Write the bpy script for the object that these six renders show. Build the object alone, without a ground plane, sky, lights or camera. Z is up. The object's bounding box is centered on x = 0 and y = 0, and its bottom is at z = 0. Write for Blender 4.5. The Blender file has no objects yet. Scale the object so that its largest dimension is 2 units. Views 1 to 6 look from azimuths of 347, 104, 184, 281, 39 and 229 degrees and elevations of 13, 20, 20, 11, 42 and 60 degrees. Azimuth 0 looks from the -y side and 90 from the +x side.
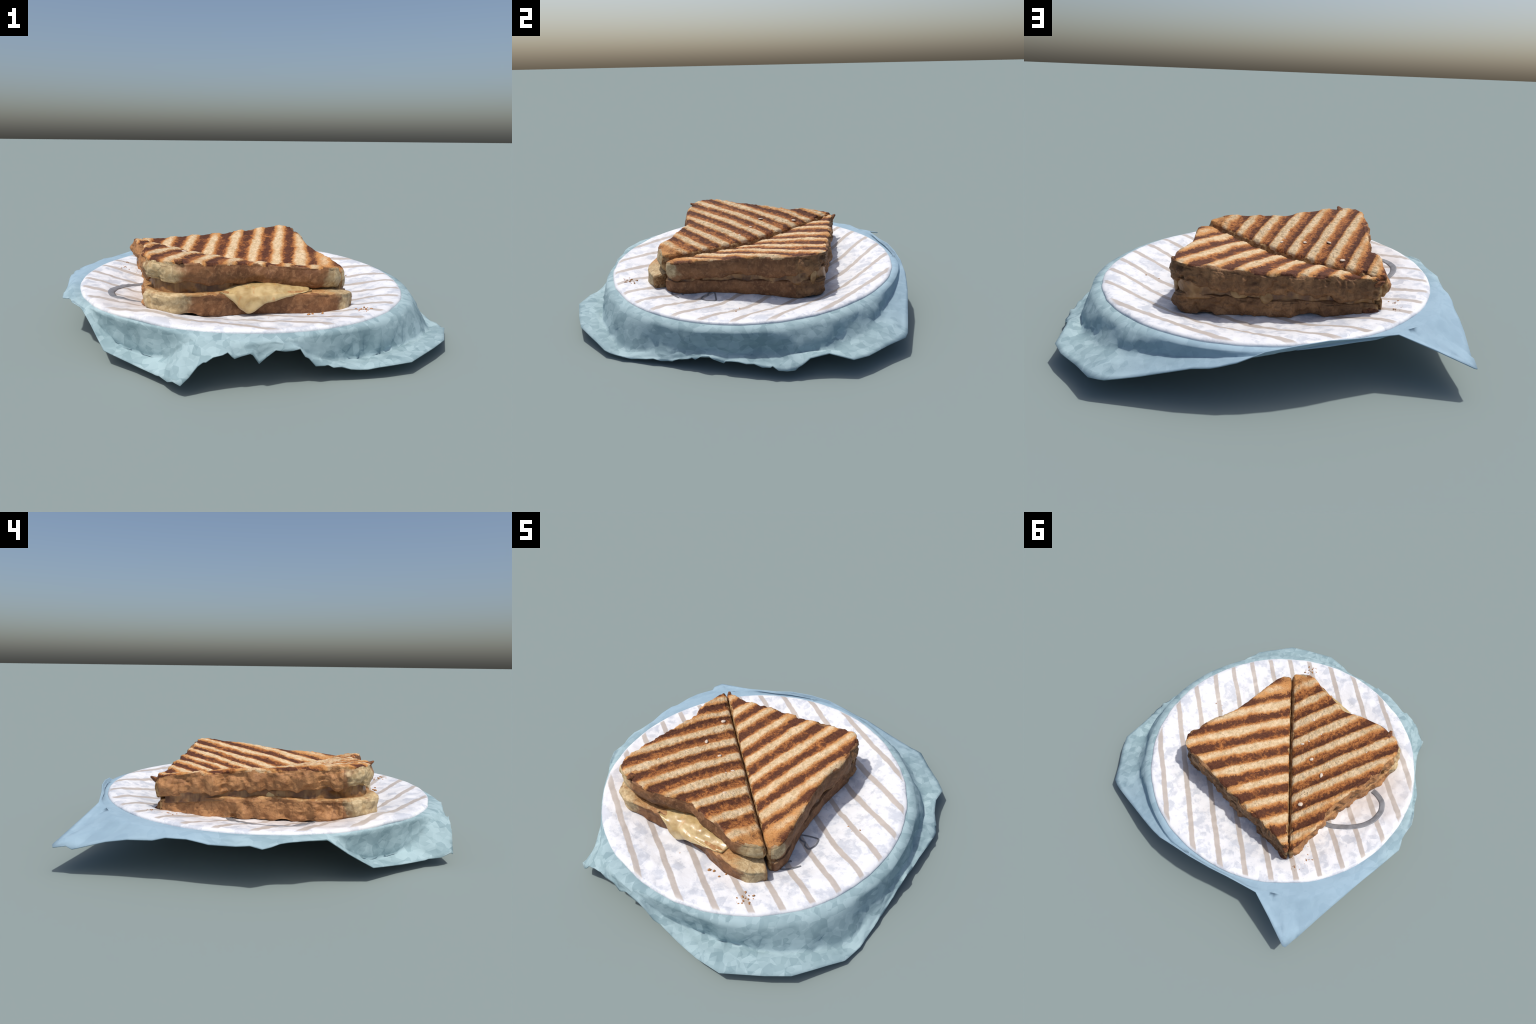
# A grilled cheese sandwich, cut in two triangles, on a striped plate that stands
# on a crumpled blue paper sheet.  Everything is built in world coordinates, so
# Object texture coordinates equal world positions in all materials.
import bpy, math
import numpy as np
from mathutils import Matrix

rng = np.random.default_rng(11)

# ------------------------------------------------------------------ noise
_perm = np.random.default_rng(5).permutation(256)
_perm = np.concatenate([_perm, _perm, _perm])
_val = np.random.default_rng(6).uniform(-1, 1, 256)


def vnoise(P):
    """smooth value noise, P (n,3) -> (-1..1)"""
    P = np.asarray(P, float)
    I = np.floor(P).astype(int)
    F = P - I
    F = F * F * F * (F * (F * 6 - 15) + 10)
    I &= 255
    out = np.zeros(len(P))
    for dx in (0, 1):
        wx = F[:, 0] if dx else 1 - F[:, 0]
        for dy in (0, 1):
            wy = F[:, 1] if dy else 1 - F[:, 1]
            for dz in (0, 1):
                wz = F[:, 2] if dz else 1 - F[:, 2]
                h = _perm[_perm[_perm[(I[:, 0] + dx) & 255] + ((I[:, 1] + dy) & 255)] + ((I[:, 2] + dz) & 255)]
                out += wx * wy * wz * _val[h]
    return out


def fbm(P, scale, octaves=3, seed=0.0, gain=0.5):
    P = np.asarray(P, float) * scale + seed * 17.3
    s, a = 0.0, 1.0
    for _ in range(octaves):
        s = s + a * vnoise(P)
        P = P * 2.03 + 11.7
        a *= gain
    return s


def sstep(a, b, x):
    t = np.clip((np.asarray(x, float) - a) / (b - a), 0, 1)
    return t * t * (3 - 2 * t)


# ------------------------------------------------------------------ node helper
class Mat:
    def __init__(self, name, rough=0.8, spec=0.3):
        self.m = bpy.data.materials.new(name)
        self.m.use_nodes = True
        self.t = self.m.node_tree
        self.n, self.l = self.t.nodes, self.t.links
        self.b = self.n["Principled BSDF"]
        self.b.inputs["Roughness"].default_value = rough
        self.b.inputs["Specular IOR Level"].default_value = spec
        self.co = self.n.new("ShaderNodeTexCoord").outputs["Object"]

    def put(self, sock, v):
        if isinstance(v, bpy.types.NodeSocket):
            self.l.new(v, sock)
        elif isinstance(v, (tuple, list)) and len(v) == 3 and sock.type == "RGBA":
            sock.default_value = (*v, 1)
        else:
            sock.default_value = v

    def math(self, op, a, b=0.0, c=0.0, clamp=False):
        n = self.n.new("ShaderNodeMath")
        n.operation, n.use_clamp = op, clamp
        for s, v in zip(n.inputs, (a, b, c)):
            self.put(s, v)
        return n.outputs[0]

    def vmath(self, op, a, b=(0, 0, 0)):
        n = self.n.new("ShaderNodeVectorMath")
        n.operation = op
        self.put(n.inputs[0], a)
        self.put(n.inputs[1], b)
        return n.outputs["Value"] if op in ("DOT_PRODUCT", "LENGTH", "DISTANCE") else n.outputs[0]

    def noise(self, scale, detail=3, rough=0.55, vec=None, distort=0.0):
        n = self.n.new("ShaderNodeTexNoise")
        self.put(n.inputs["Vector"], vec or self.co)
        n.inputs["Scale"].default_value = scale
        n.inputs["Detail"].default_value = detail
        n.inputs["Roughness"].default_value = rough
        n.inputs["Distortion"].default_value = distort
        return n.outputs["Fac"]

    def voronoi(self, scale, feature="F1", out="Distance", vec=None):
        n = self.n.new("ShaderNodeTexVoronoi")
        n.feature = feature
        self.put(n.inputs["Vector"], vec or self.co)
        n.inputs["Scale"].default_value = scale
        return n.outputs[out]

    def ramp(self, x, a, b, lo=0.0, hi=1.0):
        n = self.n.new("ShaderNodeMapRange")
        n.interpolation_type = "SMOOTHSTEP"
        for s, v in zip(n.inputs, (x, a, b, lo, hi)):
            self.put(s, v)
        return n.outputs[0]

    def mix(self, f, a, b, mode="MIX"):
        n = self.n.new("ShaderNodeMix")
        n.data_type, n.blend_type = "RGBA", mode
        self.put(n.inputs["Factor"], f)
        self.put(n.inputs[6], a)
        self.put(n.inputs[7], b)
        return n.outputs[2]

    def bump(self, h, strength, dist):
        n = self.n.new("ShaderNodeBump")
        n.inputs["Strength"].default_value = strength
        n.inputs["Distance"].default_value = dist
        self.put(n.inputs["Height"], h)
        self.l.new(n.outputs[0], self.b.inputs["Normal"])

    def sep(self):
        n = self.n.new("ShaderNodeSeparateXYZ")
        self.put(n.inputs[0], self.co)
        return n.outputs

    def color(self, c):
        self.put(self.b.inputs["Base Color"], c)
        return self.m


# ------------------------------------------------------------------ frame of the sandwich
# c runs along the diagonal cut, p across it (p > 0: the half nearer to -x -y)
ORG = np.array([-0.09, -0.015])
DC = np.array([-0.76, 0.65]) / math.hypot(0.76, 0.65)
DP = np.array([-0.65, -0.76]) / math.hypot(0.65, 0.76)


def to_world(cp):
    cp = np.asarray(cp, float)
    return ORG + cp[..., :1] * DC + cp[..., 1:2] * DP


STRIPE_N = np.array([-math.sin(math.radians(72.2)), math.cos(math.radians(72.2))])
# phase of the grill marks: whole numbers fall on the centres of the dark bars
PHASE = {"near": (-0.58, 7.42, 0.55), "far": (-0.155, 7.19, 0.0)}


def phase(kind, xy):
    u = xy @ STRIPE_N
    a, b, c = PHASE[kind]
    return a + b * u + c * u * u


def quad(k, c, p):
    return k[0] + k[1] * c + k[2] * p + k[3] * c * c + k[4] * c * p + k[5] * p * p


TOP_NEAR = (0.3377, 0.0161, 0.2801, 0.0952, 0.0234, -0.1144)
TOP_FAR = (0.3278, 0.029, -0.1479, 0.0801, 0.0508, 0.0283)


def top_near(c, p):
    return quad(TOP_NEAR, c, p) + 0.005 * np.exp(-((c - 0.2) / 0.3) ** 2 - ((p - 0.12) / 0.15) ** 2)


def top_far(c, p):
    return quad(TOP_FAR, c, p) - 0.012 * np.exp(-(p / 0.12) ** 2) * np.exp(-((c + 0.02) / 0.3) ** 2) \
        + 0.012 * np.exp(-((c - 0.38) / 0.22) ** 2 - ((p + 0.15) / 0.2) ** 2)


# ------------------------------------------------------------------ mesh tools
def make_mesh(name, V, F, mats, mat_index=None, smooth=True):
    me = bpy.data.meshes.new(name)
    me.from_pydata([tuple(v) for v in V], [], [tuple(f) for f in F])
    for m in mats:
        me.materials.append(m)
    if mat_index is not None:
        me.polygons.foreach_set("material_index", np.asarray(mat_index, np.int32))
    me.polygons.foreach_set("use_smooth", np.full(len(me.polygons), smooth))
    me.update()
    return me


def displace_along_normals(me, amount):
    n = len(me.vertices)
    co = np.empty(n * 3, np.float32)
    no = np.empty(n * 3, np.float32)
    me.vertices.foreach_get("co", co)
    me.vertex_normals.foreach_get("vector", no)
    co, no = co.reshape(-1, 3), no.reshape(-1, 3)
    co = co + no * np.asarray(amount)[:, None]
    me.vertices.foreach_set("co", co.astype(np.float32).ravel())
    me.update()


def add(me, name, parent=None):
    o = bpy.data.objects.new(name, me)
    bpy.context.scene.collection.objects.link(o)
    if parent:
        o.parent = parent
        o.matrix_parent_inverse = Matrix.Translation(parent.location).inverted()
    return o


def thing(name, loc, label, category):
    e = bpy.data.objects.new(name, None)
    e.location = loc
    e.empty_display_size = 0.1
    bpy.context.scene.collection.objects.link(e)
    e["label"], e["category"] = label, category
    return e


def catmull_closed(C, per=24):
    C = np.asarray(C, float)
    out = []
    n = len(C)
    for i in range(n):
        p0, p1, p2, p3 = C[i - 1], C[i], C[(i + 1) % n], C[(i + 2) % n]
        # centripetal-ish: limit overshoot by tension
        m1, m2 = (p2 - p0) * 0.4, (p3 - p1) * 0.4
        L = np.linalg.norm(p2 - p1)
        for m in (m1, m2):
            k = np.linalg.norm(m)
            if k > L:
                m *= L / k
        for t in np.linspace(0, 1, per, endpoint=False):
            h = (2 * t**3 - 3 * t**2 + 1, t**3 - 2 * t**2 + t, -2 * t**3 + 3 * t**2, t**3 - t**2)
            out.append(h[0] * p1 + h[1] * m1 + h[2] * p2 + h[3] * m2)
    return np.array(out)


def resample_closed(Q, n):
    d = np.linalg.norm(np.roll(Q, -1, 0) - Q, axis=1)
    s = np.concatenate([[0], np.cumsum(d)])
    t = np.linspace(0, s[-1], n, endpoint=False)
    Qc = np.vstack([Q, Q[:1]])
    return np.stack([np.interp(t, s, Qc[:, k]) for k in range(Q.shape[1])], -1)


def outline_normals(Q, k=3):
    T = np.roll(Q, -k, 0) - np.roll(Q, k, 0)
    T /= np.linalg.norm(T, axis=1)[:, None]
    area = np.sum(Q[:, 0] * np.roll(Q[:, 1], -1) - np.roll(Q[:, 0], -1) * Q[:, 1])
    s = 1 if area > 0 else -1
    N = np.stack([T[:, 1] * s, -T[:, 0] * s], -1)
    for _ in range(4):
        N = (np.roll(N, 1, 0) + N * 2 + np.roll(N, -1, 0))
        N /= np.linalg.norm(N, axis=1)[:, None]
    return N


def loft_slab(ctrl, top, bottom, radius, bulge, n=640, inner=130, side=26, low_radius=None, center=None, bottom_rings=10):
    """A slab over a closed plan outline (c, p): domed top, rounded rim, bulging side, flat bottom.
    Returns V, F and per ring / per column bookkeeping."""
    Q = catmull_closed(ctrl)
    area = np.sum(Q[:, 0] * np.roll(Q[:, 1], -1) - np.roll(Q[:, 0], -1) * Q[:, 1])
    # DC x DP is a right-handed pair when its cross product is positive
    hand = DC[0] * DP[1] - DC[1] * DP[0]
    if area * hand < 0:
        Q = Q[::-1]
    Q = resample_closed(Q, n)
    N = outline_normals(Q)
    ctr = np.array(center) if center is not None else Q.mean(0)
    low_radius = low_radius or radius
    rings, kinds = [], []
    # inset towards the centre (never folds at the sharp ends of the cut)
    D = Q - ctr
    L = np.linalg.norm(D, axis=1)[:, None]
    D = D / L
    N2 = D / np.clip(np.sum(D * N, 1), 0.45, 1)[:, None]
    E = Q - N2 * radius
    for t in np.linspace(0, 1, inner + 1)[1:]:
        P = ctr + (E - ctr) * t
        rings.append(np.column_stack([P, top(P[:, 0], P[:, 1])]))
        kinds.append(("top", t))
    for a in np.linspace(0, math.pi / 2, 8)[1:]:
        P = Q - N2 * radius * (1 - math.sin(a))
        rings.append(np.column_stack([P, top(P[:, 0], P[:, 1]) - radius * (1 - math.cos(a))]))
        kinds.append(("roll", a))
    zt = top(Q[:, 0], Q[:, 1]) - radius
    zb = np.minimum(bottom(Q[:, 0], Q[:, 1]) + low_radius, zt - 0.004)
    for h in np.linspace(0, 1, side + 1)[1:]:
        P = Q + N * bulge * math.sin(math.pi * h)
        rings.append(np.column_stack([P, zt + (zb - zt) * h]))
        kinds.append(("side", h))
    for a in np.linspace(math.pi / 2, 0, 6)[1:]:
        P = Q - N2 * low_radius * (1 - math.sin(a))
        rings.append(np.column_stack([P, zb - low_radius * math.cos(a)]))
        kinds.append(("low", a))
    zlow = zb - low_radius
    E = Q - N2 * low_radius
    for t in np.linspace(1, 0.1, bottom_rings)[1:]:
        P = ctr + (E - ctr) * t
        w = sstep(0.7, 1.0, t)
        rings.append(np.column_stack([P, zlow * w + bottom(P[:, 0], P[:, 1]) * (1 - w)]))
        kinds.append(("bottom", t))
    R = np.array(rings)
    m = len(rings)
    xy = to_world(R[..., :2])
    W = np.concatenate([xy, R[..., 2:]], -1)
    c_top = to_world(ctr[None])[0]
    V = np.vstack([W.reshape(-1, 3), [[*c_top, float(top(ctr[0], ctr[1]))]], [[*c_top, float(bottom(ctr[0], ctr[1]))]]])
    i = np.arange(n)
    j = (i + 1) % n
    F = [list(f) for r in range(m - 1) for f in np.stack([r * n + i, (r + 1) * n + i, (r + 1) * n + j, r * n + j], -1)]
    Fring = [r for r in range(m - 1) for _ in range(n)]
    Fcol = [k for r in range(m - 1) for k in range(n)]
    F += [[m * n, a, b] for a, b in zip(i, j)]
    Fring += [0] * n
    Fcol += list(range(n))
    F += [[m * n + 1, (m - 1) * n + b, (m - 1) * n + a] for a, b in zip(i, j)]
    Fring += [m - 2] * n
    Fcol += list(range(n))
    cp = np.vstack([R[..., :2].reshape(-1, 2), ctr[None], ctr[None]])
    vring = np.concatenate([np.repeat(np.arange(m), n), [0, m - 1]])
    return V, F, np.array(Fring), np.array(Fcol), kinds, cp, vring, Q


# ------------------------------------------------------------------ materials
def bread_top(name, kind, lean):
    """griddled face: pale raised bars, dark mottled bars, toasted border"""
    k = Mat(name, 0.75, 0.25)
    xy = k.vmath("MULTIPLY", k.co, (1, 1, 0))
    u = k.vmath("DOT_PRODUCT", xy, (float(STRIPE_N[0]), float(STRIPE_N[1]), 0))
    wob = k.math("MULTIPLY", k.math("SUBTRACT", k.noise(7, 2), 0.5), 0.012)
    fine = k.noise(120, 4, 0.65)
    mid = k.noise(34, 3, 0.6)
    blot = k.noise(15, 3, 0.6)
    big = k.noise(7, 2)
    jag = k.math("MULTIPLY", k.math("SUBTRACT", k.noise(60, 3, 0.7), 0.5), 0.03)
    u = k.math("ADD", u, k.math("ADD", wob, jag))
    a, b, c = PHASE[kind]
    ph = k.math("ADD", k.math("MULTIPLY", k.math("ADD", k.math("MULTIPLY", u, c), b), u), a)
    s = k.math("COSINE", k.math("MULTIPLY", ph, 2 * math.pi))
    s_shift = k.math("COSINE", k.math("MULTIPLY", k.math("ADD", ph, lean), 2 * math.pi))
    # toasted border of the whole square sandwich
    o = k.sep()
    ex = k.math("ABSOLUTE", k.math("ADD", o[0], 0.07))
    ey = k.math("ABSOLUTE", k.math("ADD", o[1], 0.05))
    edge = k.ramp(k.math("ADD", k.math("MAXIMUM", ex, ey), k.math("MULTIPLY", mid, 0.05)), 0.42, 0.545)
    if kind == "far":  # less pressed near the front right corner
        soft = k.ramp(k.math("SUBTRACT", k.math("ADD", o[0], k.math("MULTIPLY", big, 0.2)), k.math("MULTIPLY", o[1], 0.35)), 0.24, 0.55)
        s = k.math("SUBTRACT", k.math("MULTIPLY", s, k.math("SUBTRACT", 1.0, k.math("MULTIPLY", soft, 0.35))), k.math("MULTIPLY", soft, 0.28))
    tip = k.ramp(k.math("ADD", k.vmath("DISTANCE", xy, (0.43, -0.50, 0)), k.math("MULTIPLY", k.math("SUBTRACT", blot, 0.5), 0.25)), 0.08, 0.27, 1.0, 0.0)
    s = k.math("ADD", k.math("MULTIPLY", s, k.math("SUBTRACT", 1.0, k.math("MULTIPLY", tip, 0.85))), k.math("MULTIPLY", tip, -0.35))
    tone = k.math("ADD", s, k.math("MULTIPLY", k.math("SUBTRACT", big, 0.5), 1.7))
    gold = k.ramp(k.math("ADD", tone, k.math("MULTIPLY", edge, 0.45)), -0.85, -0.10)
    dark = k.ramp(k.math("ADD", tone, k.math("MULTIPLY", k.math("SUBTRACT", fine, 0.5), 1.5)), -0.32, 0.30)
    char = k.ramp(k.math("ADD", k.math("ADD", s_shift, k.math("MULTIPLY", k.math("SUBTRACT", fine, 0.5), 2.2)),
                         k.math("ADD", k.math("ADD", k.math("MULTIPLY", k.math("SUBTRACT", mid, 0.5), 1.8), k.math("MULTIPLY", k.math("SUBTRACT", blot, 0.5), 3.2)), k.math("MULTIPLY", edge, 1.1))), 0.35, 1.0)
    cream = k.mix(k.ramp(mid, 0.35, 0.7), (0.52, 0.37, 0.205), (0.69, 0.53, 0.34))
    cream = k.mix(k.math("MULTIPLY", k.ramp(fine, 0.5, 0.72), 0.55), cream, (0.80, 0.67, 0.48))
    # small greyish pores
    pores = k.ramp(k.voronoi(85), 0.16, 0.30, 1.0, 0.0)
    cream = k.mix(k.math("MULTIPLY", pores, k.ramp(k.noise(16, 2), 0.42, 0.6)), cream, (0.30, 0.235, 0.14))
    golden = k.mix(k.ramp(fine, 0.35, 0.65), (0.40, 0.150, 0.034), (0.58, 0.285, 0.085))
    col = k.mix(k.math("MULTIPLY", gold, 0.9), cream, golden)
    grain = k.math("ADD", k.math("MULTIPLY", fine, 0.55), k.math("MULTIPLY", k.noise(62, 3, 0.65), 0.5))
    brown = k.mix(k.ramp(grain, 0.43, 0.62), (0.140, 0.040, 0.013), (0.43, 0.165, 0.045))
    col = k.mix(dark, col, brown)
    col = k.mix(k.math("MULTIPLY", char, k.math("MULTIPLY", dark, 0.85)), col, (0.058, 0.017, 0.010))
    # pale crumbs of flour in the dark bars
    fleck = k.ramp(k.voronoi(130), 0.10, 0.2, 1.0, 0.0)
    col = k.mix(k.math("MULTIPLY", k.math("MULTIPLY", fleck, k.ramp(k.noise(45, 2), 0.5, 0.62)), 0.6), col, (0.52, 0.30, 0.13))
    h = k.math("SUBTRACT", k.math("ADD", fine, k.math("MULTIPLY", mid, 0.7)), k.math("MULTIPLY", pores, 0.5))
    k.bump(h, 0.55, 0.006)
    return k.color(col)


def blob_mask(k, pts, wob):
    m = None
    for x, y, z, r in pts:
        d = k.vmath("DISTANCE", k.co, (x, y, z))
        v = k.ramp(k.math("ADD", d, wob), r * 0.62, r * 1.22, 1.0, 0.0)
        m = v if m is None else k.math("MAXIMUM", m, v)
    return m


PALE = [(-0.53, -0.575, 0.42, 0.115), (-0.49, -0.63, 0.27, 0.105), (0.40, -0.53, 0.31, 0.10), (0.43, -0.58, 0.21, 0.07),
        (0.47, -0.41, 0.30, 0.07), (-0.58, -0.55, 0.27, 0.075)]


def crust(name, a, b, c, bumpy):
    """baked outside of the loaf: brown, with pale unbaked corners"""
    k = Mat(name, 0.62, 0.3)
    n1, n2, n3 = k.noise(11, 3, 0.6), k.noise(42, 3, 0.6, distort=0.6), k.noise(130, 3)
    col = k.mix(k.ramp(n1, 0.36, 0.64), a, b)
    col = k.mix(k.math("MULTIPLY", k.ramp(n2, 0.45, 0.72), 0.75), col, c)
    col = k.mix(k.math("MULTIPLY", k.ramp(n3, 0.55, 0.75), 0.25), col, (0.42, 0.24, 0.12))
    wob = k.math("MULTIPLY", k.math("SUBTRACT", k.noise(22, 3), 0.5), 0.11)
    pale = blob_mask(k, PALE, wob)
    crumb = k.mix(k.ramp(n2, 0.35, 0.68), (0.40, 0.285, 0.145), (0.585, 0.455, 0.265))
    col = k.mix(k.math("MULTIPLY", pale, 0.93), col, crumb)
    # hairline cracks in the skin
    cr = k.ramp(k.voronoi(9, "DISTANCE_TO_EDGE", vec=k.vmath("ADD", k.co, (0.31, 0.17, 0.05))), 0.0, 0.02, 1.0, 0.0)
    col = k.mix(k.math("MULTIPLY", cr, 0.35), col, (0.10, 0.05, 0.025))
    k.bump(k.math("ADD", k.math("MULTIPLY", n2, 1.0), k.math("MULTIPLY", n3, 0.4)), bumpy, 0.008)
    return k.color(col)


def crumb_face(name):
    k = Mat(name, 0.9, 0.15)
    n1, n2 = k.noise(30, 3), k.noise(110, 3)
    col = k.mix(k.ramp(n1, 0.38, 0.65), (0.25, 0.125, 0.05), (0.48, 0.30, 0.14))
    hole = k.ramp(k.voronoi(60), 0.2, 0.34, 1.0, 0.0)
    col = k.mix(k.math("MULTIPLY", hole, 0.6), col, (0.13, 0.07, 0.035))
    k.bump(k.math("SUBTRACT", n2, hole), 0.6, 0.006)
    return k.color(col)


def filling_mat():
    k = Mat("melted_filling", 0.38, 0.5)
    n1, n2 = k.noise(13, 3, distort=0.5), k.noise(40, 3)
    st = k.noise(26, 2, vec=k.vmath("MULTIPLY", k.co, (1, 1, 0.15)))
    col = k.mix(k.ramp(n1, 0.38, 0.62), (0.115, 0.046, 0.016), (0.27, 0.13, 0.038))
    col = k.mix(k.math("MULTIPLY", k.ramp(st, 0.5, 0.7), 0.55), col, (0.40, 0.24, 0.10))
    col = k.mix(k.math("MULTIPLY", k.ramp(n2, 0.60, 0.72), 0.6), col, (0.07, 0.022, 0.010))
    k.bump(n2, 0.4, 0.008)
    return k.color(col)


def cheese_mat():
    k = Mat("melted_cheese", 0.3, 0.5)
    n1, n2 = k.noise(16, 3, distort=0.4), k.noise(45, 3)
    col = k.mix(k.ramp(n1, 0.35, 0.65), (0.40, 0.265, 0.105), (0.56, 0.42, 0.205))
    oil = k.ramp(k.noise(11, 2, vec=k.vmath("MULTIPLY", k.co, (2.6, 1, 0.7)), distort=1.0), 0.60, 0.70)
    col = k.mix(k.math("MULTIPLY", oil, 0.55), col, (0.52, 0.21, 0.05))
    k.b.inputs["Subsurface Weight"].default_value = 0.12
    k.b.inputs["Subsurface Radius"].default_value = (0.03, 0.02, 0.008)
    k.b.inputs["Coat Weight"].default_value = 0.25
    k.bump(n2, 0.25, 0.006)
    return k.color(col)


PLATE_C = np.array([-0.014, -0.015])
PLATE_R = 0.903
PS_DIR = math.radians(151.5)
PS_N = (-math.sin(PS_DIR), math.cos(PS_DIR))
PS_OFF, PS_STEP = 0.082, 0.1475


def plate_mat():
    k = Mat("striped_glaze", 0.45, 0.4)
    xy = k.vmath("MULTIPLY", k.co, (1, 1, 0))
    wob = k.math("MULTIPLY", k.math("SUBTRACT", k.noise(6, 2), 0.5), 0.022)
    u = k.math("ADD", k.vmath("DOT_PRODUCT", xy, (*PS_N, 0)), wob)
    f = k.math("DIVIDE", k.math("SUBTRACT", u, PS_OFF), PS_STEP)
    d = k.math("ABSOLUTE", k.math("SUBTRACT", f, k.math("ROUND", f)))
    d = k.math("MULTIPLY", d, PS_STEP)
    st = k.ramp(k.math("ADD", d, k.math("MULTIPLY", k.math("SUBTRACT", k.noise(40, 2), 0.5), 0.006)), 0.0125, 0.0195, 1.0, 0.0)
    r = k.vmath("DISTANCE", xy, (float(PLATE_C[0]), float(PLATE_C[1]), 0))
    st = k.math("MULTIPLY", st, k.ramp(r, 0.882, 0.900, 1.0, 0.0))
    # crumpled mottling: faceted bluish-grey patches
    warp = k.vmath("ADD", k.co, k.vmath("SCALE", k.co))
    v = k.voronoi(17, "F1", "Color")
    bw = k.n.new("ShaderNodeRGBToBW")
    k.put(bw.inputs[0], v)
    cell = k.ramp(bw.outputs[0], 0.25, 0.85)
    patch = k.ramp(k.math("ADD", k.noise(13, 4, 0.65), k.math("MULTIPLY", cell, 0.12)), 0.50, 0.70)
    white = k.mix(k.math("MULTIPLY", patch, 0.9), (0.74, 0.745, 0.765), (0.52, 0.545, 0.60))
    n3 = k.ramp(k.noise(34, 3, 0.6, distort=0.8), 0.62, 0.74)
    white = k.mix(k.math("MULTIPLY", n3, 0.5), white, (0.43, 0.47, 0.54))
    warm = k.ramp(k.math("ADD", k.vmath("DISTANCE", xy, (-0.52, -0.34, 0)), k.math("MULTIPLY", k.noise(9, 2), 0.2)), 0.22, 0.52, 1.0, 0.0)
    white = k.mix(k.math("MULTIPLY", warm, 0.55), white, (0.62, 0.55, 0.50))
    tan = k.mix(k.noise(20, 2), (0.40, 0.345, 0.30), (0.50, 0.445, 0.40))
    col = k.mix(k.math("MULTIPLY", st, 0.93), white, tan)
    k.bump(k.math("ADD", k.noise(30, 3), k.math("MULTIPLY", k.noise(90, 2), 0.3)), 0.3, 0.006)
    return k.color(col)


def cloth_mat():
    k = Mat("blue_paper", 0.8, 0.2)
    v = k.voronoi(19, "F1", "Color")  # cell colours carry the baked light and dark of the folds
    bw = k.n.new("ShaderNodeRGBToBW")
    k.put(bw.inputs[0], v)
    v2 = k.voronoi(33, "F1", "Color", vec=k.vmath("MULTIPLY", k.co, (1.0, 0.7, 1.4)))
    bw2 = k.n.new("ShaderNodeRGBToBW")
    k.put(bw2.inputs[0], v2)
    t = k.math("ADD", k.math("MULTIPLY", bw.outputs[0], 0.35), k.math("ADD", k.math("MULTIPLY", bw2.outputs[0], 0.3), k.math("MULTIPLY", k.noise(5, 3), 0.6)))
    col = k.mix(k.ramp(t, 0.35, 0.85), (0.215, 0.315, 0.345), (0.355, 0.475, 0.505))
    # cool cast of the scan's baked light, tinted in towards the long corner
    o = k.sep()
    w = k.math("SUBTRACT", k.math("MULTIPLY", o[1], 0.8), k.math("MULTIPLY", o[0], 0.6))
    blue = k.ramp(k.math("ADD", w, k.math("MULTIPLY", k.noise(4, 2), 0.3)), 0.30, 1.0)
    col = k.mix(k.math("MULTIPLY", blue, 0.75), col, (0.275, 0.395, 0.50))
    spot = k.ramp(k.noise(70, 2), 0.72, 0.78)
    col = k.mix(k.math("MULTIPLY", spot, 0.4), col, (0.12, 0.2, 0.24))
    k.bump(k.noise(60, 3), 0.15, 0.004)
    return k.color(col)


def plain(name, a, b, rough=0.7, scale=60):
    k = Mat(name, rough, 0.3)
    return k.color(k.mix(k.ramp(k.noise(scale, 3), 0.35, 0.65), a, b))


M_TOP_NEAR = bread_top("grilled_face_near", "near", -0.17)
M_TOP_FAR = bread_top("grilled_face_far", "far", 0.0)
M_CRUST = crust("smooth_crust", (0.135, 0.056, 0.022), (0.225, 0.100, 0.040), (0.30, 0.150, 0.068), 0.3)
M_TORN = crust("torn_crust", (0.30, 0.14, 0.055), (0.43, 0.215, 0.088), (0.20, 0.085, 0.032), 0.6)
M_TORN_FAR = crust("torn_crust_shade_darkened", (0.17, 0.082, 0.034), (0.29, 0.150, 0.065), (0.11, 0.048, 0.020), 0.7)  # torn crust colours darkened for the shade on the back side
M_TOAST = crust("toasted_crumb", (0.33, 0.155, 0.055), (0.45, 0.25, 0.10), (0.53, 0.35, 0.165), 0.6)
M_CRUMB = crumb_face("cut_crumb")
M_FILL = filling_mat()
M_CHEESE = cheese_mat()
M_DROP = plain("browned_cheese", (0.22, 0.115, 0.042), (0.36, 0.225, 0.10), 0.4, 25)
M_PLATE = plate_mat()
M_CLOTH = cloth_mat()
M_MARK = plain("grey_print", (0.17, 0.175, 0.19), (0.225, 0.23, 0.245), 0.5, 30)
M_LINE = plain("dark_print", (0.15, 0.155, 0.17), (0.21, 0.215, 0.23), 0.5, 30)
M_CRUMBS = plain("toast_crumbs", (0.22, 0.09, 0.03), (0.5, 0.26, 0.10), 0.8, 200)
M_SPECK = plain("pale_speck", (0.52, 0.42, 0.33), (0.66, 0.55, 0.44), 0.6, 150)
M_CHAR = plain("charred_crust", (0.085, 0.030, 0.014), (0.24, 0.095, 0.035), 0.7, 70)

# ------------------------------------------------------------------ plate
RIM_H = (0.231, -0.015, 0.009, -0.005, 0.004)


def rim_z(th):
    a = RIM_H
    return a[0] + a[1] * np.cos(th) + a[2] * np.sin(th) + a[3] * np.cos(2 * th) + a[4] * np.sin(2 * th)


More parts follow.
